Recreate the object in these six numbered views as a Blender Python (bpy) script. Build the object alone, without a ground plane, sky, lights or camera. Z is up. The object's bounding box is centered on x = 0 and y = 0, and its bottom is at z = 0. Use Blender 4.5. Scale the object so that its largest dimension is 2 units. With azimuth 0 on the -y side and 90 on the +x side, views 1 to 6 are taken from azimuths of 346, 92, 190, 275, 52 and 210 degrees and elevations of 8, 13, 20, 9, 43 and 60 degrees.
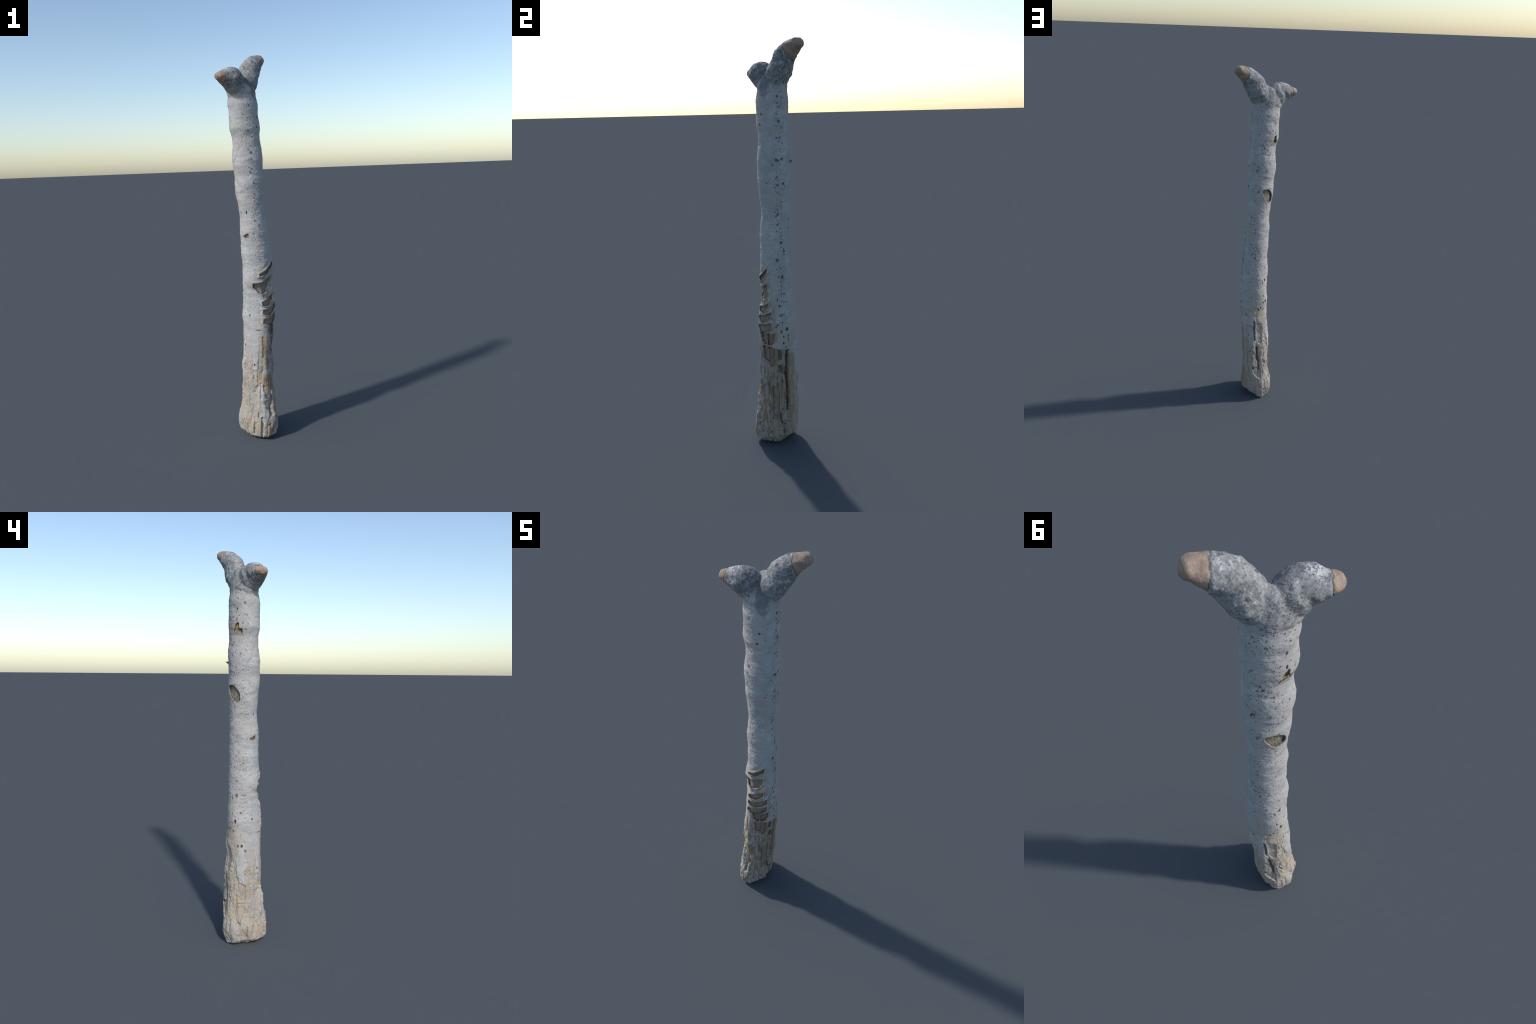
"""Weathered pale tree trunk with two sawn branch stubs, bark wounds and a bare-wood panel."""
import bpy, bmesh, math, random
import numpy as np
from mathutils import Vector, Matrix, noise as mnoise

random.seed(7)
for o in list(bpy.data.objects):
    bpy.data.objects.remove(o, do_unlink=True)

# ------------------------------------------------------------------ dimensions
# Trunk cross-sections, bottom to top:
# height, mean radius, centre x, centre y, then the 2nd and 3rd harmonic (cos, sin)
# of the outline's support function.
SECTIONS = [
    (0.030, 0.0995, 0.0292, -0.0209, -0.0037, -0.0094, 0.0009, 0.0005),
    (0.060, 0.1035, 0.0269, -0.0165, -0.0053, -0.0111, -0.0001, 0.0010),
    (0.100, 0.1031, 0.0276, -0.0143, -0.0078, -0.0120, -0.0011, 0.0017),
    (0.140, 0.0990, 0.0319, -0.0119, -0.0105, -0.0110, -0.0023, 0.0017),
    (0.200, 0.0938, 0.0357, -0.0057, -0.0108, -0.0067, -0.0040, 0.0015),
    (0.241, 0.0931, 0.0364, -0.0047, -0.0106, -0.0047, -0.0046, 0.0017),
    (0.281, 0.0891, 0.0359, -0.0036, -0.0088, -0.0039, -0.0043, 0.0014),
    (0.322, 0.0895, 0.0361, -0.0039, -0.0088, -0.0045, -0.0041, 0.0013),
    (0.362, 0.0894, 0.0391, -0.0046, -0.0088, -0.0048, -0.0030, 0.0005),
    (0.403, 0.0883, 0.0402, -0.0061, -0.0072, -0.0022, -0.0023, -0.0001),
    (0.443, 0.0848, 0.0430, -0.0060, -0.0063, 0.0013, -0.0027, 0.0003),
    (0.484, 0.0847, 0.0450, -0.0041, -0.0071, 0.0018, -0.0029, 0.0007),
    (0.524, 0.0857, 0.0490, -0.0035, -0.0063, 0.0005, -0.0023, 0.0011),
    (0.565, 0.0840, 0.0495, -0.0043, -0.0048, -0.0001, -0.0021, 0.0018),
    (0.605, 0.0832, 0.0508, -0.0074, -0.0041, -0.0011, -0.0018, 0.0018),
    (0.646, 0.0843, 0.0494, -0.0067, -0.0023, -0.0029, -0.0014, 0.0015),
    (0.686, 0.0830, 0.0513, -0.0070, -0.0016, -0.0041, -0.0006, 0.0013),
    (0.727, 0.0809, 0.0524, -0.0075, -0.0008, -0.0033, 0.0006, 0.0006),
    (0.767, 0.0779, 0.0506, -0.0060, 0.0019, -0.0014, 0.0022, -0.0011),
    (0.808, 0.0765, 0.0480, -0.0055, 0.0037, 0.0006, 0.0037, -0.0025),
    (0.848, 0.0777, 0.0479, -0.0099, 0.0020, 0.0003, 0.0038, -0.0027),
    (0.889, 0.0778, 0.0501, -0.0111, -0.0003, -0.0032, 0.0022, -0.0021),
    (0.929, 0.0760, 0.0498, -0.0104, -0.0001, -0.0051, 0.0010, -0.0017),
    (0.970, 0.0741, 0.0451, -0.0099, -0.0006, -0.0036, 0.0003, -0.0013),
    (1.010, 0.0739, 0.0429, -0.0088, -0.0012, -0.0025, 0.0002, -0.0015),
    (1.051, 0.0721, 0.0412, -0.0094, -0.0017, -0.0017, 0.0003, -0.0016),
    (1.091, 0.0724, 0.0380, -0.0097, -0.0019, -0.0010, 0.0003, -0.0015),
    (1.132, 0.0699, 0.0364, -0.0086, -0.0023, -0.0008, 0.0000, -0.0014),
    (1.172, 0.0669, 0.0347, -0.0087, -0.0026, -0.0007, -0.0000, -0.0018),
    (1.213, 0.0674, 0.0327, -0.0080, -0.0022, -0.0004, -0.0001, -0.0020),
    (1.253, 0.0695, 0.0297, -0.0082, -0.0015, -0.0011, -0.0003, -0.0017),
    (1.294, 0.0731, 0.0257, -0.0081, -0.0011, -0.0017, -0.0003, -0.0012),
    (1.334, 0.0760, 0.0260, -0.0088, -0.0014, -0.0009, -0.0001, -0.0009),
    (1.375, 0.0752, 0.0256, -0.0103, -0.0019, 0.0001, -0.0001, -0.0006),
    (1.415, 0.0758, 0.0223, -0.0098, -0.0013, 0.0005, -0.0004, -0.0008),
    (1.456, 0.0789, 0.0201, -0.0102, -0.0004, 0.0004, -0.0005, -0.0011),
    (1.496, 0.0766, 0.0199, -0.0092, -0.0003, 0.0005, -0.0008, -0.0012),
    (1.537, 0.0723, 0.0182, -0.0092, -0.0009, 0.0013, -0.0008, -0.0014),
    (1.577, 0.0724, 0.0146, -0.0099, -0.0008, 0.0019, -0.0009, -0.0013),
    (1.618, 0.0777, 0.0118, -0.0108, 0.0001, 0.0019, -0.0009, -0.0009),
    (1.658, 0.0762, 0.0101, -0.0106, -0.0012, 0.0023, -0.0006, -0.0004),
    (1.699, 0.0747, 0.0075, -0.0114, -0.0008, 0.0018, -0.0004, -0.0002),
    (1.739, 0.0768, 0.0056, -0.0116, -0.0004, 0.0020, -0.0003, -0.0003),
    (1.780, 0.0704, 0.0015, -0.0115, 0.0001, 0.0032, -0.0005, -0.0007),
]


# branch stubs: control points along the spine: x, y, z, sideways radius, upright radius
TALL_BRANCH = [(.0300, .0162, 1.8405, .0610, .0545), (.0478, .0345, 1.8815, .0530, .0560),
               (.0683, .0496, 1.9225, .0475, .0525), (.0950, .0764, 1.9538, .0420, .0405),
               (.1262, .1110, 1.9764, .0310, .0245)]
SHORT_BRANCH = [(-.0420, -.0440, 1.8420, .0540, .0640), (-.0535, -.0608, 1.8540, .0515, .0625),
                (-.0732, -.0738, 1.8580, .0475, .0545), (-.0990, -.0892, 1.8605, .0390, .0362),
                (-.1302, -.1105, 1.8642, .0270, .0202)]
# swellings that join the stubs: centre, radii
SWELLINGS = [((-.0010, .0130, 1.8440), (.0520, .0320, .0560)), ((.0374, .0610, 1.8560), (.0420, .0225, .0290)),
             ((-.0313, -.0342, 1.7953), (.0469, .0425, .0373)), ((.0206, .0136, 1.7931), (.0460, .0485, .0906)),
             ((-.0300, -.0080, 1.8120), (.0440, .0440, .0480))]
# sawn ends start at these planes (point, direction)
CUTS = [((.0940, .0805, 1.962), (.776, .594, .215)), ((-.1165, -.0975, 1.863), (-.79, -.61, .02))]

# chopped facets under the foot: outward normal, offset
FOOT_PLANES = [((.499, -.163, -.851), .0420), ((-.421, -.008, -.907), .0080), ((.430, .492, -.757), .0313),
               ((-.208, -.376, -.903), .0209), ((-.486, -.871, -.064), .0880), ((-.969, -.231, -.090), .0581),
               ((.240, .577, -.781), .0273), ((.141, -.450, -.882), .0390), ((.814, -.176, -.554), .0813),
               ((.550, .546, -.632), .0426), ((-.673, -.186, -.716), .0216), ((0, 0, -1), 0.0)]

ARC = 0.078            # metres of bark per radian around the axis


def axis_at(z):
    return -0.0432 * z * z + 0.0614 * z + 0.0252, -0.0037 * z - 0.0045


# Bark wounds that show wood.  az = degrees around the axis (0 = +x, 90 = +y)
# name, az left, az right, top edge (left, middle, right), bottom edge (l, m, r), depth, lip, tint
WOUNDS = [
    ("ladder", -91, -31, (.885, .905, .946), (.872, .882, .920), 0.012, 1, 0),
    ("ladder", -118, -37, (.836, .838, .864), (.814, .776, .808), 0.011, 1, 0),
    ("ladder", -86, -31, (.736, .747, .768), (.720, .714, .743), 0.012, 1, 0),
    ("ladder", -85, -18, (.693, .702, .727), (.674, .665, .698), 0.012, 1, 0),
    ("ladder", -85, -19, (.647, .653, .671), (.624, .612, .641), 0.012, 1, 0),
    ("ladder", -65, -41, (.613, .611, .608), (.577, .553, .560), 0.011, 0, 0),
    ("ladder", -37, -9, (.610, .612, .612), (.556, .556, .578), 0.011, 0, 1),
    ("ladder", -57, -33, (.542, .541, .530), (.475, .464, .455), 0.010, 0, 0),
    ("ladder", -35, -11, (.538, .542, .536), (.450, .436, .455), 0.011, 0, 1),
    ("slot", -24, 4, (.322, .327, .318), (.190, .160, .175), 0.010, 0, 0),
    ("slot", 2, 17, (.522, .526, .500), (.486, .471, .474), 0.009, 0, 2),
    ("slot", 1, 18, (.442, .446, .446), (.430, .404, .412), 0.009, 0, 2),
    ("knot", 141, 166, (1.598, 1.630, 1.638), (1.588, 1.594, 1.596), .010, 0, 3),
    ("knot", 165, 178, (1.612, 1.609, 1.610), (1.596, 1.590, 1.584), .009, 0, 2),
    ("knot", 117, 170, (1.333, 1.338, 1.300), (1.322, 1.267, 1.268), .010, 0, 4),
    ("knot", -150, -125, (1.077, 1.087, 1.090), (1.073, 1.071, 1.077), .007, 0, 4),
    ("knot", 150, 162, (.790, .792, .789), (.788, .776, .780), .006, 0, 1),
    ("gouge", -91, -84, (.548, .552, .540), (.445, .440, .448), .003, 0, 5),
    ("gouge", -79, -72, (.350, .352, .340), (.262, .255, .262), .003, 0, 5),
]

# Relief without exposed wood: az left, az right, top (l, m, r), bottom (l, m, r), depth, softness
HOLLOWS = [
    (-30, 36, (.536, .532, .526), (-.1, -.1, -.1), .0050, .004),     # bare panel under the bark edge
    (-77, -30, (.47, .48, .47), (.16, .14, .16), .004, .010),       # shaved face
    (30.5, 40, (.526, .526, .526), (.34, .33, .34), .050, .005),    # deep split
    (33, 42, (.345, .345, .345), (.19, .185, .19), .036, .005),
    (22.5, 26.5, (.28, .283, .28), (.205, .20, .205), .007, .003),
    (13, 21, (.175, .188, .19), (.13, .115, .13), .006, .003),
    (72, 101, (.512, .503, .503), (.40, .385, .40), .0055, .009),     # under the bark flaps
    (111, 136, (.518, .516, .508), (.42, .38, .40), .0055, .009),
    (101.5, 107.5, (.535, .53, .53), (.41, .40, .41), .022, .004),
    (111, 118, (.36, .36, .36), (.28, .265, .28), .026, .004),
    (116, 123, (.29, .29, .29), (.21, .195, .21), .024, .004),
    (97, 126, (.215, .225, .205), (.185, .155, .140), .008, .004),
    (70, 98, (.345, .335, .335), (.26, .245, .27), .004, .004),
    (-168, -163, (.325, .315, .305), (.25, .235, .25), .006, .004),
    (-162, -157, (.105, .105, .10), (.045, .04, .045), .008, .004),
    (168, 178, (.125, .128, .125), (.11, .107, .11), .009, .004),
    (-143, -135, (.105, .105, .10), (.045, .03, .04), .007, .006),
    (-119, -112, (.095, .10, .095), (.045, .03, .04), .007, .006),
    (-97, -90, (.125, .13, .125), (.03, .01, .03), .012, .005),
    (-106, -101, (.15, .145, .13), (.125, .115, .105), .008, .004),
    (-75, -64, (.185, .195, .19), (.14, .13, .14), .013, .005),
    (-77, -72, (.089, .09, .089), (.08, .079, .08), .006, .004),
    (138, 146, (.255, .26, .255), (.24, .235, .24), .006, .004),
    (-100, -93, (.30, .305, .30), (.23, .22, .23), .004, .004),
    (-140, -134, (.26, .27, .26), (.17, .16, .17), .004, .004),
    (150, 166, (.40, .405, .38), (.17, .16, .17), .0025, .006),
]

# swellings of the foot: az, z, half width (m of arc), half height, height
ROOTS = [(28, .10, .048, .12, .007), (-124, .13, .030, .09, -.005), (-55, .19, .042, .16, .005), (127, .035, .032, .09, .002), (-50, .78, .050, .26, -.014), (-48, .50, .04, .16, -.005), (116, .30, .036, .22, -.007),
         (-167, .669, .009, .012, -.006), (-110, .05, .018, .07, .002), (-120, .28, .026, .16, -.005), (-83, .06, .016, .07, .004),
         (-150, .05, .020, .07, .004), (85, .30, .014, .10, .004), (150, .25, .020, .12, .003), (60, .42, .018, .09, .004),
         (52, .22, .018, .10, .004), (-88, .24, .016, .10, .004)]

# small dark pits: az, z, half width (m), half height, depth
PITS = [(14.3, .710, .0035, .006, .003), (19, .671, .003, .005, .003), (3.3, .660, .003, .005, .003),
        (-2, .650, .0035, .005, .003), (16, .624, .004, .007, .003), (35.5, .636, .006, .011, .004),
        (23.5, .599, .003, .005, .003), (40, .600, .003, .007, .003), (40.2, .579, .003, .007, .003),
        (22, .563, .004, .006, .003), (30, .542, .003, .004, .002), (72.7, .569, .0035, .008, .003),
        (10.7, .758, .0035, .007, .003), (4.3, .789, .003, .008, .002),
        (-130.7, 1.197, .004, .008, .005), (156.5, 1.702, .003, .008, .004), (157, 1.653, .003, .008, .004),
        (155.3, .652, .006, .010, .009), (142.7, .645, .004, .005, .005), (131.8, .614, .004, .006, .005),
        (144.5, .599, .003, .005, .004), (121.8, .603, .004, .006, .005), (-180, .526, .006, .008, .006),
        (165.5, .525, .003, .009, .005), (143.6, .690, .002, .009, .004), (-118.2, .404, .004, .007, .005),
        (102, .932, .003, .006, .005), (140, .770, .003, .006, .003), 
        (99, .216, .004, .010, .008), (-95, 1.165, .002, .003, .0), (-102, .5865, .012, .0024, .005)]

# flat grey crust spots: az, z, radius
CRUSTS = [(-138, .666, .006), (175, .698, .006), (-166.5, .501, .007), (-43.4, 1.671, .0055), (-50.8, 1.624, .006),
          (-28.3, 1.353, .004), (-3, 1.44, .0045), (14.8, 1.562, .005), (22.7, 1.638, .006), (14.9, 1.344, .0065),
          (39, 1.35, .0075), (10, 1.462, .007), (17, 1.457, .006), (33, 1.465, .007), (15, 1.203, .007),
          (26, 1.068, .0075), (37, 1.027, .0075), (7, .986, .009), (25, .90, .009), (7, 1.195, .005),
          (12, 1.155, .006), (-88, 1.497, .008), (-98, 1.40, .006), (-89.5, 1.347, .006), (18, 1.75, .006),
          (108, 1.57, .005), (100, 1.33, .004), (-160, 1.63, .003)]


# ------------------------------------------------------------------ base body
def outline(sec, n):
    z, a0, cx, cy, c2, s2, c3, s3 = sec
    t = np.linspace(0, 2 * np.pi, n, endpoint=False)
    h = a0 + c2 * np.cos(2 * t) + s2 * np.sin(2 * t) + c3 * np.cos(3 * t) + s3 * np.sin(3 * t)
    hp = -2 * c2 * np.sin(2 * t) + 2 * s2 * np.cos(2 * t) - 3 * c3 * np.sin(3 * t) + 3 * s3 * np.cos(3 * t)
    return cx + h * np.cos(t) - hp * np.sin(t), cy + h * np.sin(t) + hp * np.cos(t)


def smooth_sections(step=0.008):
    S = np.array(SECTIONS)
    S = np.vstack([[-.06, *S[0, 1:]], S, [1.805, .069, .001, -.0115, 0, .002, 0, 0],
                   [1.835, .054, -.006, -.001, 0, 0, 0, 0], [1.860, .030, -.008, .004, 0, 0, 0, 0]])
    zs = np.arange(-.06, 1.861, step)
    out = [zs]
    for j in range(1, 8):          # Catmull-Rom style Hermite through the control sections
        y, x = S[:, j], S[:, 0]
        m = np.gradient(y, x)
        i = np.clip(np.searchsorted(x, zs, side='right') - 1, 0, len(x) - 2)
        h = x[i + 1] - x[i]
        t = (zs - x[i]) / h
        out.append((2 * t**3 - 3 * t**2 + 1) * y[i] + (t**3 - 2 * t**2 + t) * h * m[i]
                   + (-2 * t**3 + 3 * t**2) * y[i + 1] + (t**3 - t**2) * h * m[i + 1])
    return np.stack(out, 1)


def catmull(ctrl, n):
    c = np.array(ctrl)
    e = np.vstack([2 * c[0] - c[1], c, 2 * c[-1] - c[-2]])
    t = np.linspace(0, len(c) - 1 - 1e-6, n)
    i = t.astype(int)
    f = (t - i)[:, None]
    p0, p1, p2, p3 = e[i], e[i + 1], e[i + 2], e[i + 3]
    return .5 * (2 * p1 + (p2 - p0) * f + (2 * p0 - 5 * p1 + 4 * p2 - p3) * f**2 + (3 * p1 - p0 - 3 * p2 + p3) * f**3)


def build_solid():
    bm = bmesh.new()
    n = 96
    rings = []
    for sec in smooth_sections():
        x, y = outline(sec, n)
        rings.append([bm.verts.new((x[k], y[k], sec[0])) for k in range(n)])
    for a, b in zip(rings[:-1], rings[1:]):
        for k in range(n):
            bm.faces.new((a[k], a[(k + 1) % n], b[(k + 1) % n], b[k]))
    bm.faces.new(rings[0][::-1])
    bm.faces.new(rings[-1])
    for nrm, d in FOOT_PLANES:
        nv = Vector(nrm).normalized()
        r = bmesh.ops.bisect_plane(bm, geom=bm.verts[:] + bm.edges[:] + bm.faces[:], plane_co=nv * d,
                                   plane_no=nv, clear_outer=True)
        edges = [g for g in r['geom_cut'] if isinstance(g, bmesh.types.BMEdge)]
        if edges:
            bmesh.ops.holes_fill(bm, edges=edges, sides=0)
    for ctrl in (TALL_BRANCH, SHORT_BRANCH):
        P = catmull(ctrl, 26)
        T = np.gradient(P[:, :3], axis=0)
        for p, t in zip(P, T):
            t = Vector(t).normalized()
            s = t.cross(Vector((0, 0, 1))).normalized()
            u = s.cross(t)
            k = .75 * min(p[3], p[4])
            M = Matrix(((s.x * p[3], u.x * p[4], t.x * k, p[0]), (s.y * p[3], u.y * p[4], t.y * k, p[1]),
                        (s.z * p[3], u.z * p[4], t.z * k, p[2]), (0, 0, 0, 1)))
            bmesh.ops.create_icosphere(bm, subdivisions=4, radius=1.0, matrix=M)
    for c, r in SWELLINGS:
        bmesh.ops.create_icosphere(bm, subdivisions=4, radius=1.0,
                                   matrix=Matrix.Translation(c) @ Matrix.Diagonal((*r, 1)))
    bmesh.ops.recalc_face_normals(bm, faces=bm.faces[:])
    me = bpy.data.meshes.new("trunk_solid")
    bm.to_mesh(me)
    bm.free()
    ob = bpy.data.objects.new("trunk_solid", me)
    bpy.context.scene.collection.objects.link(ob)
    rm = ob.modifiers.new("remesh", 'REMESH')
    rm.mode = 'VOXEL'
    rm.voxel_size = VOXEL
    rm.use_smooth_shade = True
    dg = bpy.context.evaluated_depsgraph_get()
    fine = bpy.data.meshes.new_from_object(ob.evaluated_get(dg))
    ob.modifiers.clear()
    ob.data = fine
    # fillet the fork: extra smoothing there, fading out towards the stub ends
    co = np.empty(len(fine.vertices) * 3, np.float32)
    fine.vertices.foreach_get('co', co)
    co = co.reshape(-1, 3)
    along = np.abs(co[:, 0] * .78 + (co[:, 1] + .01) * .62)
    w = np.clip((co[:, 2] - 1.77) / .03, 0, 1) * np.clip((.090 - along) / .04, 0, 1)
    grp = ob.vertex_groups.new(name="fork")
    for lo in range(1, 9):
        idx = np.nonzero(np.ceil(w * 8) == lo)[0]
        if len(idx):
            grp.add(idx.tolist(), lo / 8, 'REPLACE')
    sm = ob.modifiers.new("smooth", 'SMOOTH')
    sm.factor = .5
    sm.iterations = 8
    sm = ob.modifiers.new("fillet", 'SMOOTH')
    sm.factor = .5
    sm.iterations = 70
    sm.vertex_group = "fork"
    return ob


VOXEL = 0.0018


# ------------------------------------------------------------------ node expressions
class Expr:
    """Small arithmetic layer that works in shader trees and in geometry trees alike."""

    def __init__(self, tree):
        self.t = tree
        self.k = 0

    def node(self, kind, **props):
        n = self.t.nodes.new(kind)
        n.location = (200 * (self.k % 40), -180 * (self.k // 40))
        self.k += 1
        for a, b in props.items():
            setattr(n, a, b)
        return n

    def put(self, sock, v):
        if isinstance(v, bpy.types.NodeSocket):
            self.t.links.new(v, sock)
        else:
            sock.default_value = v

    def m(self, op, a, b=None, c=None, clamp=False):
        n = self.node('ShaderNodeMath', operation=op, use_clamp=clamp)
        for i, v in enumerate((a, b, c)):
            if v is not None:
                self.put(n.inputs[i], v)
        return n.outputs[0]

    def add(self, a, b): return self.m('ADD', a, b)
    def sub(self, a, b): return self.m('SUBTRACT', a, b)
    def mul(self, a, b): return self.m('MULTIPLY', a, b)
    def mad(self, a, b, c): return self.m('MULTIPLY_ADD', a, b, c)
    def mn(self, a, b): return self.m('MINIMUM', a, b)
    def mx(self, a, b): return self.m('MAXIMUM', a, b)

    def smin(self, a, b, r): return self.m('SMOOTH_MIN', a, b, r)

    def step(self, v, lo, hi, a=0.0, b=1.0):
        n = self.node('ShaderNodeMapRange', interpolation_type='SMOOTHSTEP', clamp=True)
        for i, x in enumerate((v, lo, hi, a, b)):
            self.put(n.inputs[i], x)
        return n.outputs[0]

    def xyz(self, v):
        n = self.node('ShaderNodeSeparateXYZ')
        self.put(n.inputs[0], v)
        return n.outputs

    def vec(self, x, y, z):
        n = self.node('ShaderNodeCombineXYZ')
        for i, v in enumerate((x, y, z)):
            self.put(n.inputs[i], v)
        return n.outputs[0]

    def noise(self, v, scale, detail=3, rough=.55):
        n = self.node('ShaderNodeTexNoise')
        self.put(n.inputs['Vector'], v)
        n.inputs['Scale'].default_value = scale
        n.inputs['Detail'].default_value = detail
        n.inputs['Roughness'].default_value = rough
        return n.outputs[0]

    def voronoi(self, v, scale, feature='F1', rnd=1.0):
        n = self.node('ShaderNodeTexVoronoi', feature=feature)
        self.put(n.inputs['Vector'], v)
        n.inputs['Scale'].default_value = scale
        n.inputs['Randomness'].default_value = rnd
        return n.outputs

    def mix(self, f, a, b):
        n = self.node('ShaderNodeMix', data_type='RGBA')
        self.put(n.inputs[0], f)
        for i, v in ((6, a), (7, b)):
            if isinstance(v, tuple):
                v = (*v, 1.0) if len(v) == 3 else v
            self.put(n.inputs[i], v)
        return n.outputs[2]


class Field:
    """Coordinates around the trunk and the masks shared by relief and colour."""

    def __init__(self, E, pos):
        self.E = E
        x, y, z = E.xyz(pos)
        self.x, self.y, self.z0, self.pos = x, y, z, pos
        ax = E.mad(E.mad(z, -.0432, .0614), z, .0252)
        ay = E.mad(z, -.0037, -.0045)
        qx, qy = E.sub(x, ax), E.sub(y, ay)
        self.az = E.m('ARCTAN2', qy, qx)                       # seam at -x
        neg = E.m('ARCTAN2', E.mul(qy, -1.0), E.mul(qx, -1.0))     # seam at +x
        r = E.m('SQRT', E.mad(qx, qx, E.mul(qy, qy)))
        self.r = r
        self.round = E.vec(E.m('DIVIDE', E.mul(qx, ARC), r), E.m('DIVIDE', E.mul(qy, ARC), r), z)
        # wander, so that no edge is a clean curve
        w1 = E.noise(self.round, 48, 4)
        w2 = E.noise(E.vec(x, E.add(y, 3.1), z), 48, 4)
        self.z = E.add(z, E.mad(w1, .011, -.0055))
        wob = E.mad(w2, .011, -.0055)
        self.sf = E.add(E.mul(self.az, ARC), wob)
        self.sb = E.add(E.mul(neg, ARC), wob)

    def arc(self, az):
        """socket of arc length and value of it at azimuth az, choosing the seam that is far away"""
        if -95 < az < 95:
            return self.sf, math.radians(az) * ARC
        a = az - 180 if az > 0 else az + 180
        return self.sb, math.radians(a) * ARC

    def patch(self, a0, a1, top, bot, r=.006):
        E = self.E
        S, s0 = self.arc((a0 + a1) / 2)
        w = math.radians(a1 - a0) / 2 * ARC
        ls = E.sub(S, s0)
        t = E.mul(ls, 1 / w)

        def poly(l, m_, rr):
            b, c = (rr - l) / 2, (rr + l) / 2 - m_
            if abs(c) < 1e-4:
                return E.mad(t, b, m_)
            return E.mad(E.mad(t, c, b), t, m_)
        f1 = E.sub(poly(*top), self.z)
        f2 = E.sub(self.z, poly(*bot))
        f3 = E.sub(w, E.m('ABSOLUTE', ls))
        return E.smin(E.smin(f1, f2, r * .35), f3, r)

    def dot(self, az, z, w, h):
        E = self.E
        S, s0 = self.arc(az)
        u = E.mul(E.sub(S, s0), 1 / w)
        v = E.mul(E.sub(self.z, z), 1 / h)
        d = E.m('SQRT', E.mad(u, u, E.mul(v, v)))
        return E.mul(E.sub(1.0, d), min(w, h))

    def wounds(self, which=None):
        f = None
        for w in WOUNDS:
            if which and w[0] not in which:
                continue
            p = self.patch(w[1], w[2], w[3], w[4])
            f = p if f is None else self.E.mx(f, p)
        return f

    def dots(self, lst, fn):
        f = None
        for d in lst:
            p = self.dot(*fn(d))
            f = p if f is None else self.E.mx(f, p)
        return f

    def low(self, top=.80):
        """1 on the weathered foot, 0 on smooth bark, ragged in between; it climbs higher on the +y side"""
        E = self.E
        n = E.noise(self.round, 9, 3)
        S, s0 = self.arc(115)
        climb = E.step(E.m('ABSOLUTE', E.sub(S, s0)), .085, .02)
        return E.step(E.mad(climb, -.16, E.mad(n, .34, self.z0)), top, .46)

    def flakes(self):
        """bark plates, long in z: cell tone, distance to the plate edge"""
        E = self.E
        wx = E.noise(self.round, 18, 2)
        px, py, pz = E.xyz(self.round)
        v = E.vec(E.mad(wx, .05, px), E.mad(wx, .05, py), E.mul(E.mad(wx, .12, pz), .19))
        c = E.voronoi(v, 27, 'F1')
        e = E.voronoi(v, 27, 'DISTANCE_TO_EDGE')
        tone = E.xyz(c[1])[0]
        return tone, e[0]

    def cut(self, i):
        E = self.E
        p, d = CUTS[i]
        d = Vector(d).normalized()
        k = -sum(a * b for a, b in zip(p, d))
        n = E.noise(self.pos, 34, 3)
        return E.add(E.mad(self.x, d[0], E.mad(self.y, d[1], E.mad(self.z0, d[2], k))), E.mad(n, .026, -.013))


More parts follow.
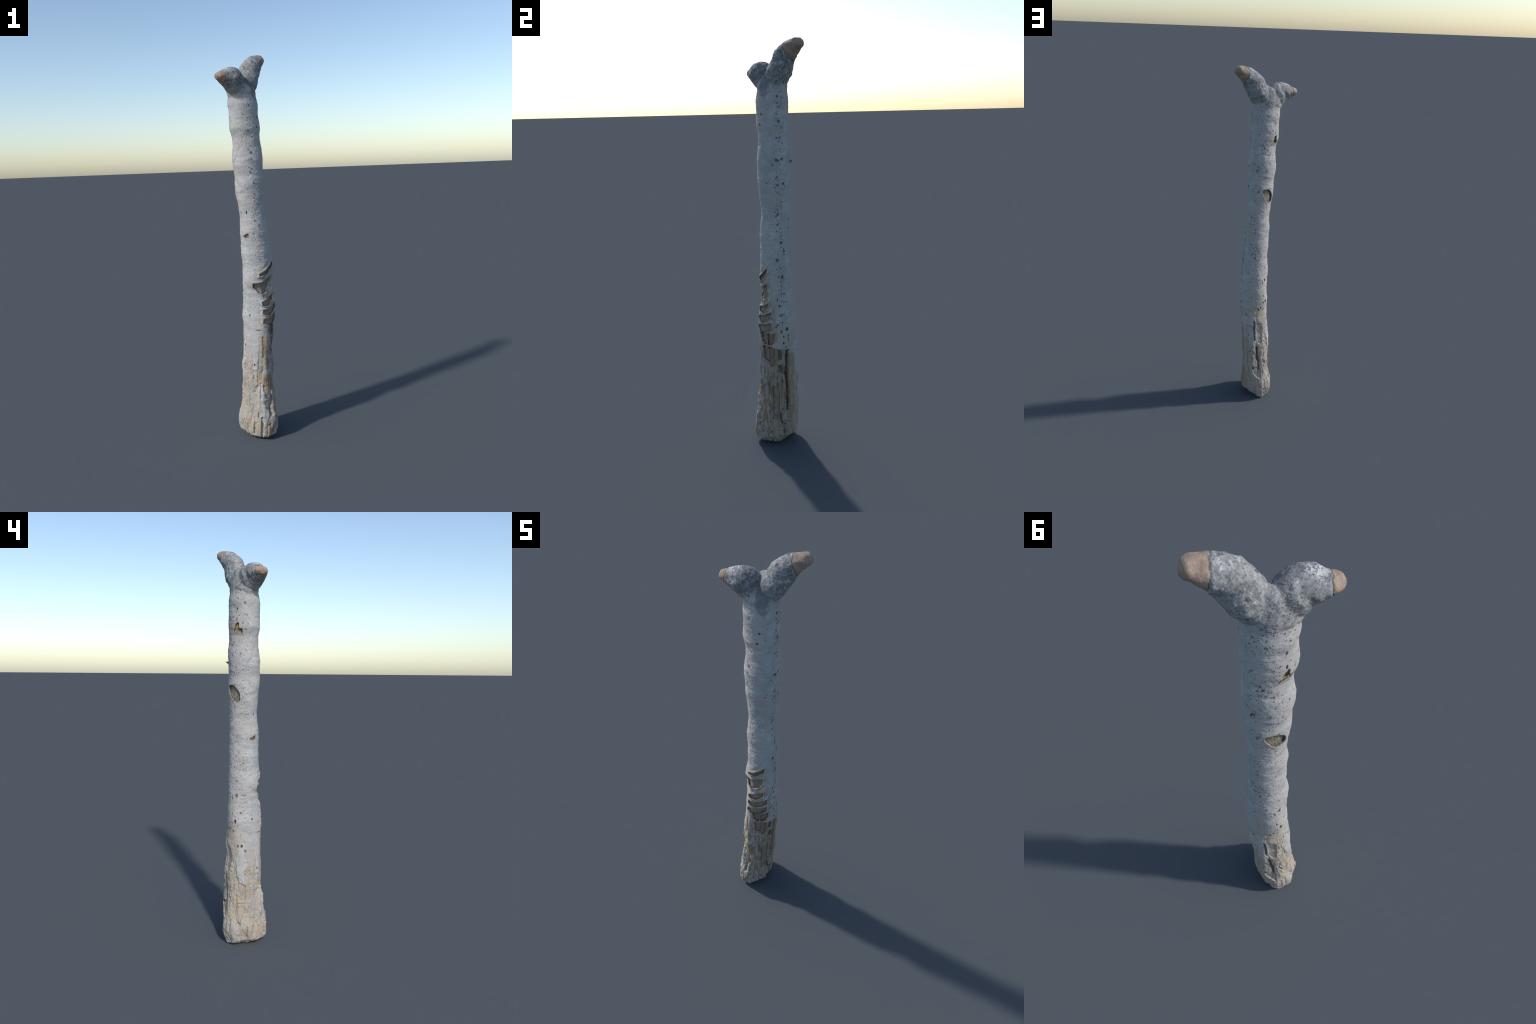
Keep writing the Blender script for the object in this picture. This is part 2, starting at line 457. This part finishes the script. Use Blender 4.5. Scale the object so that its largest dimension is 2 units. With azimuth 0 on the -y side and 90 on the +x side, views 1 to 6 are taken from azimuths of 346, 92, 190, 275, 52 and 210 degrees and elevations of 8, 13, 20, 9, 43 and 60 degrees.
# ------------------------------------------------------------------ relief
def relief_group():
    g = bpy.data.node_groups.new("bark_relief", 'GeometryNodeTree')
    g.interface.new_socket("Geometry", in_out='INPUT', socket_type='NodeSocketGeometry')
    g.interface.new_socket("Geometry", in_out='OUTPUT', socket_type='NodeSocketGeometry')
    E = Expr(g)
    gi, go = E.node('NodeGroupInput'), E.node('NodeGroupOutput')
    pos = E.node('GeometryNodeInputPosition').outputs[0]
    nrm = E.node('GeometryNodeInputNormal').outputs[0]
    F = Field(E, pos)
    # gentle lumps everywhere
    h = E.mad(E.noise(pos, 26, 3), .006, -.003)
    h = E.add(h, E.mad(E.noise(pos, 110, 2), .0012, -.0006))
    h = E.add(h, E.mad(E.noise(E.vec(E.mul(F.x, .3), E.mul(F.y, .3), F.z0), 48, 2), .0036, -.0018))
    rings = E.noise(E.vec(E.mul(F.x, .5), E.mul(F.y, .5), F.z0), 11, 1)
    h = E.add(h, E.mul(E.mad(rings, .010, -.005), E.step(F.z0, .85, 1.15, .35, 1.0)))
    # fork: rough crust
    fork = E.step(F.z0, 1.80, 1.85)
    h = E.add(h, E.mul(fork, E.add(E.mad(E.noise(pos, 48, 3), .005, -.0025), E.mad(E.noise(pos, 24, 1), .008, -.004))))
    # weathered foot: plates and furrows
    low = F.low()
    tone, edge = F.flakes()
    fur = E.step(edge, .0, .20)
    plate = E.mad(tone, .0085, -.0045)
    grain = E.mad(E.noise(E.vec(F.x, F.y, E.mul(F.z0, .12)), 120, 3), .0014, -.0007)
    ribs = E.mad(E.noise(E.vec(F.x, F.y, E.mul(F.z0, .36)), 24, 2), .022, -.011)
    foot = E.add(ribs, E.add(E.add(plate, E.mad(fur, .003, -.002)), grain))
    h = E.mad(E.mul(low, E.step(F.z0, .74, .32, .15, 1.0)), foot, h)
    for r in ROOTS:
        f = F.dot(r[0], r[1], r[2], r[3])
        h = E.add(h, E.step(f, .0, min(r[2], r[3]), 0.0, r[4]))
    # callus lips round the wounds, then the wounds themselves
    carve = 0.0
    lips = None
    for w in WOUNDS:
        f = F.patch(w[1], w[2], w[3], w[4])
        c = E.step(f, -.0015, .0035, 0.0, -w[5])
        carve = E.mn(carve, c)
        if w[6]:
            lips = f if lips is None else E.mx(lips, f)
    lip = E.mul(E.step(lips, -.016, -.003), .0048)
    h = E.add(h, lip)
    for hl in HOLLOWS:
        f = F.patch(hl[0], hl[1], hl[2], hl[3], r=.003)
        carve = E.mn(carve, E.step(f, -hl[5] * .5, hl[5] * .7, 0.0, -hl[4]))
    for p in PITS:
        if p[4] > 0:
            carve = E.mn(carve, E.step(F.dot(*p[:4]), -.001, min(p[2], p[3]) * .6, 0.0, -p[4]))
    h = E.add(h, carve)
    # sawn ends: a sunk seam where the bark stops
    for i in range(2):
        d = F.cut(i)
        near = E.step(F.z0, 1.80, 1.82)
        seam = E.mul(E.step(E.m('ABSOLUTE', d), .003, .0, 0.0, -.0018), near)
        swell = E.mul(E.mul(E.step(E.m('ABSOLUTE', E.add(d, .007)), .007, .0), near), .001)
        h = E.add(h, E.add(seam, swell))
    sp = E.node('GeometryNodeSetPosition')
    sc = E.node('ShaderNodeVectorMath', operation='SCALE')
    E.put(sc.inputs[0], nrm)
    E.put(sc.inputs['Scale'], h)
    E.put(sp.inputs['Geometry'], gi.outputs[0])
    E.put(sp.inputs['Offset'], sc.outputs[0])
    last = sp.outputs[0]
    named = {"wound": F.wounds(), "panel": F.patch(-30, 36, (.536, .532, .526), (-.1, -.1, -.1), r=.003),
             "cut_a": F.cut(0), "cut_b": F.cut(1), "foot": low}
    for nm, s in named.items():
        st = E.node('GeometryNodeStoreNamedAttribute', data_type='FLOAT', domain='POINT')
        E.put(st.inputs['Geometry'], last)
        st.inputs['Name'].default_value = nm
        E.put([i for i in st.inputs if i.name == 'Value' and i.enabled][0], s)
        last = st.outputs[0]
    g.links.new(last, go.inputs[0])
    return g


# ------------------------------------------------------------------ materials
def start(name, rough=.85):
    mat = bpy.data.materials.new(name)
    mat.use_nodes = True
    t = mat.node_tree
    t.nodes.clear()
    E = Expr(t)
    out = E.node('ShaderNodeOutputMaterial')
    b = E.node('ShaderNodeBsdfPrincipled')
    b.inputs['Roughness'].default_value = rough
    b.inputs['Specular IOR Level'].default_value = .25
    t.links.new(b.outputs[0], out.inputs[0])
    pos = E.node('ShaderNodeTexCoord').outputs['Object']
    return mat, E, b, pos


def bump(E, b, h, strength, dist):
    n = E.node('ShaderNodeBump')
    n.inputs['Strength'].default_value = strength
    n.inputs['Distance'].default_value = dist
    E.put(n.inputs['Height'], h)
    E.put(b.inputs['Normal'], n.outputs[0])


def lichen(E, F, scale, rmin, rmax, mask, ring=False, offset=0.0):
    """round dots: Voronoi cells with a random radius; mask 0..1 thins them out"""
    v = F.pos if not offset else E.vec(E.add(F.x, offset), F.y, F.z0)
    o = E.voronoi(v, scale)
    r = E.mad(E.m('POWER', E.xyz(o[1])[0], 3.0), rmax - rmin, rmin)
    r = E.mul(r, E.step(E.add(E.xyz(o[1])[1], mask), .98, 1.02))
    d = E.sub(r, E.add(o[0], E.mad(E.noise(F.pos, 320, 1), .2, -.1)))
    s = E.step(d, .0, .10)
    if ring:
        s = E.mul(s, E.step(d, .34, .16, .45, 1.0))
    return s


LIGHT_BARK = (.405, .405, .401)
PINK_BARK = (.430, .355, .315)
BEIGE = (.345, .303, .252)
OCHRE = (.400, .285, .160)
DARK = (.060, .065, .070)


def band(E, F, az0, half, soft):
    S, s0 = F.arc(az0)
    return E.step(E.m('ABSOLUTE', E.sub(S, s0)), (half + soft) * ARC * math.pi / 180,
                  max(half - soft, 0) * ARC * math.pi / 180)


def bark_material():
    mat, E, b, pos = start("pale_bark", .88)
    F = Field(E, pos)
    z = F.z0
    low = F.low(.92)
    fine = E.noise(pos, 420, 3)
    mid = E.noise(pos, 75, 4)
    streak = E.noise(E.vec(F.x, F.y, E.mul(z, .10)), 75, 3)
    warm = band(E, F, -40, 40, 20)
    # pale bark, blotched with grey and warm stains
    col = E.mix(E.step(mid, .42, .70), LIGHT_BARK, (.345, .355, .36))
    col = E.mix(E.step(E.noise(pos, 13, 3), .46, .64, 0, .75), col, (.325, .333, .337))
    col = E.mix(E.step(E.noise(E.vec(F.x, F.y, E.add(z, 7.0)), 15, 4), .54, .68, 0, .8), col, (.475, .478, .474))
    col = E.mix(E.step(E.noise(E.vec(E.mul(F.x, .4), E.mul(F.y, .4), z), 19, 3), .50, .64, 0, .65), col, (.37, .342, .322))
    col = E.mix(E.step(E.noise(E.vec(F.x, F.y, E.add(z, 3.0)), 24, 3), .50, .66, 0, .7), col, (.300, .318, .332))
    sun = band(E, F, -140, 45, 15)
    col = E.mix(E.mul(E.mul(sun, E.step(fine, .50, .64)), E.step(E.noise(pos, 30, 2), .35, .6)), col, (.26, .275, .29))
    col = E.mix(E.mul(E.step(E.mad(warm, .05, streak), .55, .70), E.mul(E.step(E.noise(pos, 14, 2), .38, .6), .75)), col, PINK_BARK)
    pink = E.mul(band(E, F, 140, 55, 30), .55)
    col = E.mix(pink, col, (.418, .398, .383))
    # weathered foot
    tone, edge = F.flakes()
    lowcol = E.mix(E.step(tone, .25, .75), BEIGE, (.335, .318, .292))
    lowcol = E.mix(E.mul(E.step(tone, .66, .70), E.step(z, .22, .36, .20, .65)), lowcol, (.398, .400, .398))
    grain = E.noise(E.vec(F.x, F.y, E.mul(z, .12)), 190, 4)
    lowcol = E.mix(E.step(grain, .50, .74, 0, .7), lowcol, (.24, .212, .18))
    lowcol = E.mix(E.mul(E.step(edge, .11, .0, 0, .8), E.step(E.noise(pos, 20, 3), .47, .62)), lowcol, OCHRE)
    lowcol = E.mix(E.mul(E.step(edge, .030, .0), E.step(E.noise(pos, 35, 2), .52, .62, 0, .8)), lowcol, (.17, .14, .10))
    col = E.mix(low, col, lowcol)
    # bare panel, olive grey with dark blotches and brown margins
    pan = F.patch(-26, 38, (.534, .531, .524), (-.1, -.1, -.1), r=.003)
    pn = E.step(E.add(pan, E.mad(E.noise(F.round, 40, 3), .03, -.015)), .0, .004)
    pcol = E.mix(E.step(grain, .40, .62), (.310, .275, .212), (.205, .178, .132))
    pcol = E.mix(E.step(E.noise(E.vec(F.x, F.y, E.mul(z, .35)), 62, 3), .57, .63), pcol, (.07, .07, .07))
    col = E.mix(pn, col, pcol)
    face = F.patch(-78, -24, (.55, .55, .55), (-.1, -.1, -.1), r=.01)
    face = E.mul(E.step(face, -.002, .004), E.sub(1.0, pn))
    brown = E.step(E.noise(E.vec(F.x, F.y, E.mul(z, .2)), 70, 4), .46, .60)
    col = E.mix(face, col, E.mix(brown, E.mix(E.step(grain, .42, .64), (.345, .340, .340), (.215, .195, .172)), (.255, .172, .095)))
    side = F.patch(36, 62, (.50, .51, .50), (-.1, -.1, -.1), r=.01)
    col = E.mix(E.mul(E.step(side, -.002, .004), .6), col, (.27, .245, .205))
    col = E.mix(E.mul(E.step(side, -.002, .004), brown), col, (.29, .20, .115))
    # fork: dark crust with pale scabs
    up = E.step(E.mad(E.noise(pos, 40, 4), .10, z), 1.808, 1.898)
    crust = E.add(E.mul(E.noise(pos, 190, 3, .6), .5), E.mul(E.noise(pos, 60, 3), .5))
    fcol = E.mix(E.step(crust, .40, .60), (.180, .185, .188), (.300, .307, .307))
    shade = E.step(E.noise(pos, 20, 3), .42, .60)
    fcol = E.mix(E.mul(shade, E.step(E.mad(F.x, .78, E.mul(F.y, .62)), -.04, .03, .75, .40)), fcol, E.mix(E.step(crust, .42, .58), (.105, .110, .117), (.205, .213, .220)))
    fcol = E.mix(E.mul(E.step(E.noise(pos, 46, 4), .56, .66), E.step(crust, .44, .56)), fcol, (.41, .418, .42))
    top = E.m('SQRT', E.mad(E.add(F.x, .082), E.add(F.x, .082), E.mad(E.add(F.y, .082), E.add(F.y, .082), E.mul(E.sub(z, 1.905), E.sub(z, 1.905)))))
    fcol = E.mix(E.mul(E.step(E.mad(mid, .04, top), .055, .035), E.step(crust, .40, .52)), fcol, (.48, .485, .485))
    fdot = lichen(E, F, 120, .16, .60, .85, ring=True, offset=1.1)
    fcol = E.mix(E.mul(fdot, .62), fcol, (.09, .095, .102))
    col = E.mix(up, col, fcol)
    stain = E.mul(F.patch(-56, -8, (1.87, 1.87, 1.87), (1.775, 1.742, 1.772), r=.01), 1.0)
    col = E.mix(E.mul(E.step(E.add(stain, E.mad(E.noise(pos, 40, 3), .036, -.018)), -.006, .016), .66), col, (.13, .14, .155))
    # lichen dots in columns
    upper = E.mul(E.step(z, .50, .95, .04, 1.0), E.sub(1.0, E.mul(up, .2)))
    colA = band(E, F, 22, 15, 14)
    colB = band(E, F, -89, 12, 16)
    colC = E.mul(band(E, F, 135, 62, 20), .56)
    bands = E.mx(E.mx(colA, colB), colC)
    clump = E.step(E.noise(F.round, 16, 2), .36, .60)
    msk = E.mul(E.mul(bands, E.mad(clump, .75, .25)), upper)
    big = lichen(E, F, 90, .14, .66, E.mad(msk, .80, -.02), ring=True)
    small = lichen(E, F, 190, .20, .58, E.mad(msk, 1.0, .05), offset=2.3)
    tiny = lichen(E, F, 300, .22, .5, E.mad(E.mul(upper, E.mx(sun, bands)), .6, .0), offset=4.7)
    spots = E.mx(E.mx(big, small), E.mul(tiny, .7))
    col = E.mix(E.mul(spots, .86), col, DARK)
    cr = F.dots(CRUSTS, lambda c: (c[0], c[1], c[2], c[2]))
    cr = E.add(cr, E.mad(E.noise(pos, 170, 2), .003, -.0015))
    col = E.mix(E.mul(E.step(cr, -.0004, .0006), E.step(cr, .0045, .002, .72, .9)), col, (.055, .06, .065))
    # thin ochre veins: a slanted crack and the ragged bark margin on the shaded side
    S, s0 = F.arc(-142)
    vein = E.sub(.0016, E.m('ABSOLUTE', E.sub(E.sub(S, s0), E.mul(E.sub(F.z, 1.505), .52))))
    vein = E.mul(E.step(vein, -.0008, .0004), E.mul(E.step(z, 1.43, 1.445), E.step(z, 1.585, 1.565)))
    S, s0 = F.arc(143)
    drip = E.sub(.0016, E.m('ABSOLUTE', E.sub(E.sub(S, s0), E.mul(E.sub(F.z, 1.23), -.22))))
    drip = E.mul(E.step(drip, -.001, .0006), E.mul(E.step(z, 1.198, 1.204), E.step(z, 1.262, 1.255)))
    col = E.mix(E.mul(E.mx(vein, drip), .85), col, (.30, .235, .14))
    S, s0 = F.arc(107)
    rag = E.add(E.sub(S, s0), E.mad(E.noise(E.vec(F.x, F.y, E.mul(z, .6)), 26, 2), .07, E.mad(E.step(z, 1.2, .75), .022, -.041)))
    rag = E.mul(E.mul(E.step(rag, -.001, .0), E.step(rag, .006, .001)), E.mul(E.step(z, .60, .7), E.step(z, 1.40, 1.2)))
    col = E.mix(E.mul(rag, .6), col, (.43, .36, .245))
    # wound margins
    f = F.wounds()
    rim = E.mul(E.step(f, -.010, -.0015), E.step(E.noise(pos, 38, 2), .34, .56, .15, 1.0))
    smear = E.mul(E.mul(E.step(f, -.032, -.004), E.step(E.noise(E.vec(F.x, F.y, E.mul(z, .6)), 42, 3), .42, .58)), E.mul(band(E, F, -40, 44, 8), E.step(z, .97, .93)))
    col = E.mix(E.mul(smear, .85), col, (.27, .20, .135))
    col = E.mix(E.mul(rim, .55), col, (.33, .225, .125))
    col = E.mix(E.step(f, -.0016, .0006, 0, .9), col, (.075, .062, .054))
    pit = F.dots([p for p in PITS], lambda p: p[:4])
    col = E.mix(E.mul(E.step(pit, -.0026, -.0006), .6), col, (.30, .23, .14))
    col = E.mix(E.step(pit, -.0008, .0012), col, (.075, .068, .058))
    E.put(b.inputs['Base Color'], col)
    bump(E, b, E.add(fine, E.mul(E.mul(low, grain), 1.6)), .35, .0012)
    return mat


def wood_material(name, light, mid_, dark, edge=(.060, .050, .043), wide=.0036):
    """floor of a bark wound: grey-brown wood, darker in the corner under the lip"""
    mat, E, b, pos = start(name, .9)
    F = Field(E, pos)
    g = E.noise(E.vec(F.x, F.y, E.mul(F.z0, .14)), 170, 4)
    n = E.noise(pos, 55, 3)
    col = E.mix(E.step(g, .38, .62), mid_, light)
    col = E.mix(E.step(n, .52, .68, 0, .8), col, dark)
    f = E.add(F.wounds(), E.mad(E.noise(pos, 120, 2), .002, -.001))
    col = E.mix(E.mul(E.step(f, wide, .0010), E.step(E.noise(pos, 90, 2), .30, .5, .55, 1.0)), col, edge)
    E.put(b.inputs['Base Color'], col)
    bump(E, b, g, .4, .0015)
    return mat


def sawn_material():
    mat, E, b, pos = start("sawn_wood", .85)
    n = E.noise(pos, 40, 4)
    fn = E.noise(pos, 240, 4)
    col = E.mix(E.step(n, .36, .66), (.255, .195, .152), (.345, .264, .202))
    col = E.mix(E.step(E.noise(pos, 24, 2), .56, .70, 0, .8), col, (.38, .235, .145))
    col = E.mix(E.step(fn, .52, .72, 0, .6), col, (.17, .142, .125))
    F = Field(E, pos)
    d = E.mn(E.m('ABSOLUTE', F.cut(0)), E.m('ABSOLUTE', F.cut(1)))
    col = E.mix(E.step(d, .0022, .0008), col, (.09, .07, .055))
    E.put(b.inputs['Base Color'], col)
    bump(E, b, E.add(fn, n), .3, .002)
    return mat


def twig_material():
    mat, E, b, pos = start("twig_wood", .9)
    E.put(b.inputs['Base Color'], E.mix(E.noise(pos, 150, 3), (.05, .05, .05), (.20, .19, .18)))
    return mat


# ------------------------------------------------------------------ assembly
def read(me, name):
    a = np.empty(len(me.vertices), np.float32)
    me.attributes[name].data.foreach_get('value', a)
    return a


def main():
    scene = bpy.context.scene
    ob = build_solid()
    gn = ob.modifiers.new("relief", 'NODES')
    gn.node_group = relief_group()
    dg = bpy.context.evaluated_depsgraph_get()
    me = bpy.data.meshes.new_from_object(ob.evaluated_get(dg))
    bpy.data.objects.remove(ob, do_unlink=True)

    nv = len(me.vertices)
    co = np.empty(nv * 3, np.float32)
    me.vertices.foreach_get('co', co)
    co = co.reshape(-1, 3)
    co[:, 2] = np.maximum(co[:, 2], 0.0)
    vn = np.empty(nv * 3, np.float32)
    me.vertices.foreach_set('co', co.ravel())
    me.update()
    me.vertex_normals.foreach_get('vector', vn)
    vn = vn.reshape(-1, 3)
    att = {k: read(me, k) for k in ("wound", "panel", "cut_a", "cut_b", "foot")}

    nf = len(me.polygons)
    ls = np.empty(nf, np.int32)
    lt = np.empty(nf, np.int32)
    me.polygons.foreach_get('loop_start', ls)
    me.polygons.foreach_get('loop_total', lt)
    lv = np.empty(len(me.loops), np.int32)
    me.loops.foreach_get('vertex_index', lv)
    quads = np.stack([lv[ls + np.minimum(k, lt - 1)] for k in range(4)], 1)
    fc = co[quads].mean(1)
    fa = {k: v[quads].mean(1) for k, v in att.items()}

    # region of every face
    az = np.degrees(np.arctan2(fc[:, 1] - axis_at(fc[:, 2])[1], fc[:, 0] - axis_at(fc[:, 2])[0]))
    region = np.zeros(nf, int)                       # 0 trunk
    names = {0: "trunk"}
    region[(fc[:, 2] < .14)] = 1
    names[1] = "foot"
    side = (fc[:, 0] + .011) * .76 + (fc[:, 1] + .006) * .65
    region[(fc[:, 2] > 1.815) & (side > 0)] = 2
    region[(fc[:, 2] > 1.815) & (side <= 0)] = 3
    names[2] = names[3] = "branch"
    region[(fa["panel"] > 0) & (fc[:, 2] < .56)] = 4
    names[4] = "bare_wood"
    region[(fa["cut_a"] > 0) & (fc[:, 2] > 1.86)] = 5
    region[(fa["cut_b"] > 0) & (fc[:, 2] > 1.75)] = 6
    names[5] = names[6] = "sawn_end"
    for i, w in enumerate(WOUNDS):
        mid = (w[1] + w[2]) / 2
        da = np.abs((az - mid + 180) % 360 - 180)
        inside = (fa["wound"] > .0006) & (da < (w[2] - w[1]) / 2 + 4) \
            & (fc[:, 2] < max(w[3]) + .010) & (fc[:, 2] > min(w[4]) - .010) & (region < 5)
        region[inside] = 10 + i
        names[10 + i] = {"ladder": "bark_wound", "slot": "wood_slot", "knot": "knot_hole", "gouge": "gouge"}[w[0]]

    bark = bark_material()
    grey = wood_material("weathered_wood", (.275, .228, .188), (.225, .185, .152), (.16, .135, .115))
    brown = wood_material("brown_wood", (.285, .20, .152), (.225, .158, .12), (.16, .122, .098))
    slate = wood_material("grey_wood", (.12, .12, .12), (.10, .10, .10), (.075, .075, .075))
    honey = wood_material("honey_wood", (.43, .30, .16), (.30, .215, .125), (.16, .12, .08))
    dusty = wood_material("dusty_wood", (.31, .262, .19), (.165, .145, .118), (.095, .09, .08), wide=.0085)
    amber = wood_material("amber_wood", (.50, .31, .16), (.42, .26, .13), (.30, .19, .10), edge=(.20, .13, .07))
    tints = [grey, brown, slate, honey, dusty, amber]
    sawn = sawn_material()
    root = bpy.data.objects.new("tree_trunk", None)
    root["label"] = "Slender pale grey tree trunk with forked sawn top and scarred bark"
    root["category"] = "tree trunk"
    scene.collection.objects.link(root)
    root.empty_display_size = .1

    holders = {}
    order = sorted(names, key=lambda r: (r >= 10, r))
    for r in order:
        sel = np.nonzero(region == r)[0]
        if len(sel) == 0:
            continue
        fq = quads[sel]
        used, inv = np.unique(fq, return_inverse=True)
        fq = inv.reshape(-1, 4)
        faces = [tuple(q) if q[3] != q[2] else tuple(q[:3]) for q in fq.tolist()]
        m = bpy.data.meshes.new(names[r])
        m.from_pydata(co[used].tolist(), [], faces)
        m.polygons.foreach_set('use_smooth', np.ones(len(faces), bool))
        m.update()
        m.normals_split_custom_set_from_vertices(vn[used].tolist())
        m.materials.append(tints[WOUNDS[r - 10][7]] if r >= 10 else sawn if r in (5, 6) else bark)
        o = bpy.data.objects.new(names[r], m)
        scene.collection.objects.link(o)
        holders[r] = o
        o.parent = root
    for r, p in ((5, 2), (6, 3)):
        if r in holders and p in holders:
            holders[r].parent = holders[p]
    for r, o in holders.items():
        if r >= 10:
            o.parent = holders[4] if names[r] == "wood_slot" else holders[0]

    # dead twig stumps on the shaded back
    tm = twig_material()
    for (p, d, l, rad) in (((.022, .068, 1.451), (.02, 1, .05), .0125, .0085), ((.030, .068, 1.446), (.3, 1, -.2), .007, .005),
                           ((.012, .058, 1.652), (-.05, 1, .1), .009, .005), ((.016, .058, 1.660), (.1, 1, .2), .008, .0045)):
        bm = bmesh.new()
        bmesh.ops.create_cone(bm, cap_ends=True, segments=9, radius1=rad, radius2=rad * .3, depth=l * 2)
        for v in bm.verts:
            v.co += mnoise.noise_vector(v.co * 300 + Vector(p) * 50) * .0009
        m = bpy.data.meshes.new("twig_stump")
        q = Vector(d).to_track_quat('Z', 'Y').to_matrix().to_4x4()
        bm.transform(Matrix.Translation(p) @ q)
        bm.to_mesh(m)
        bm.free()
        m.polygons.foreach_set('use_smooth', np.ones(len(m.polygons), bool))
        m.materials.append(tm)
        o = bpy.data.objects.new("twig_stump", m)
        scene.collection.objects.link(o)
        o.parent = holders[0]


main()
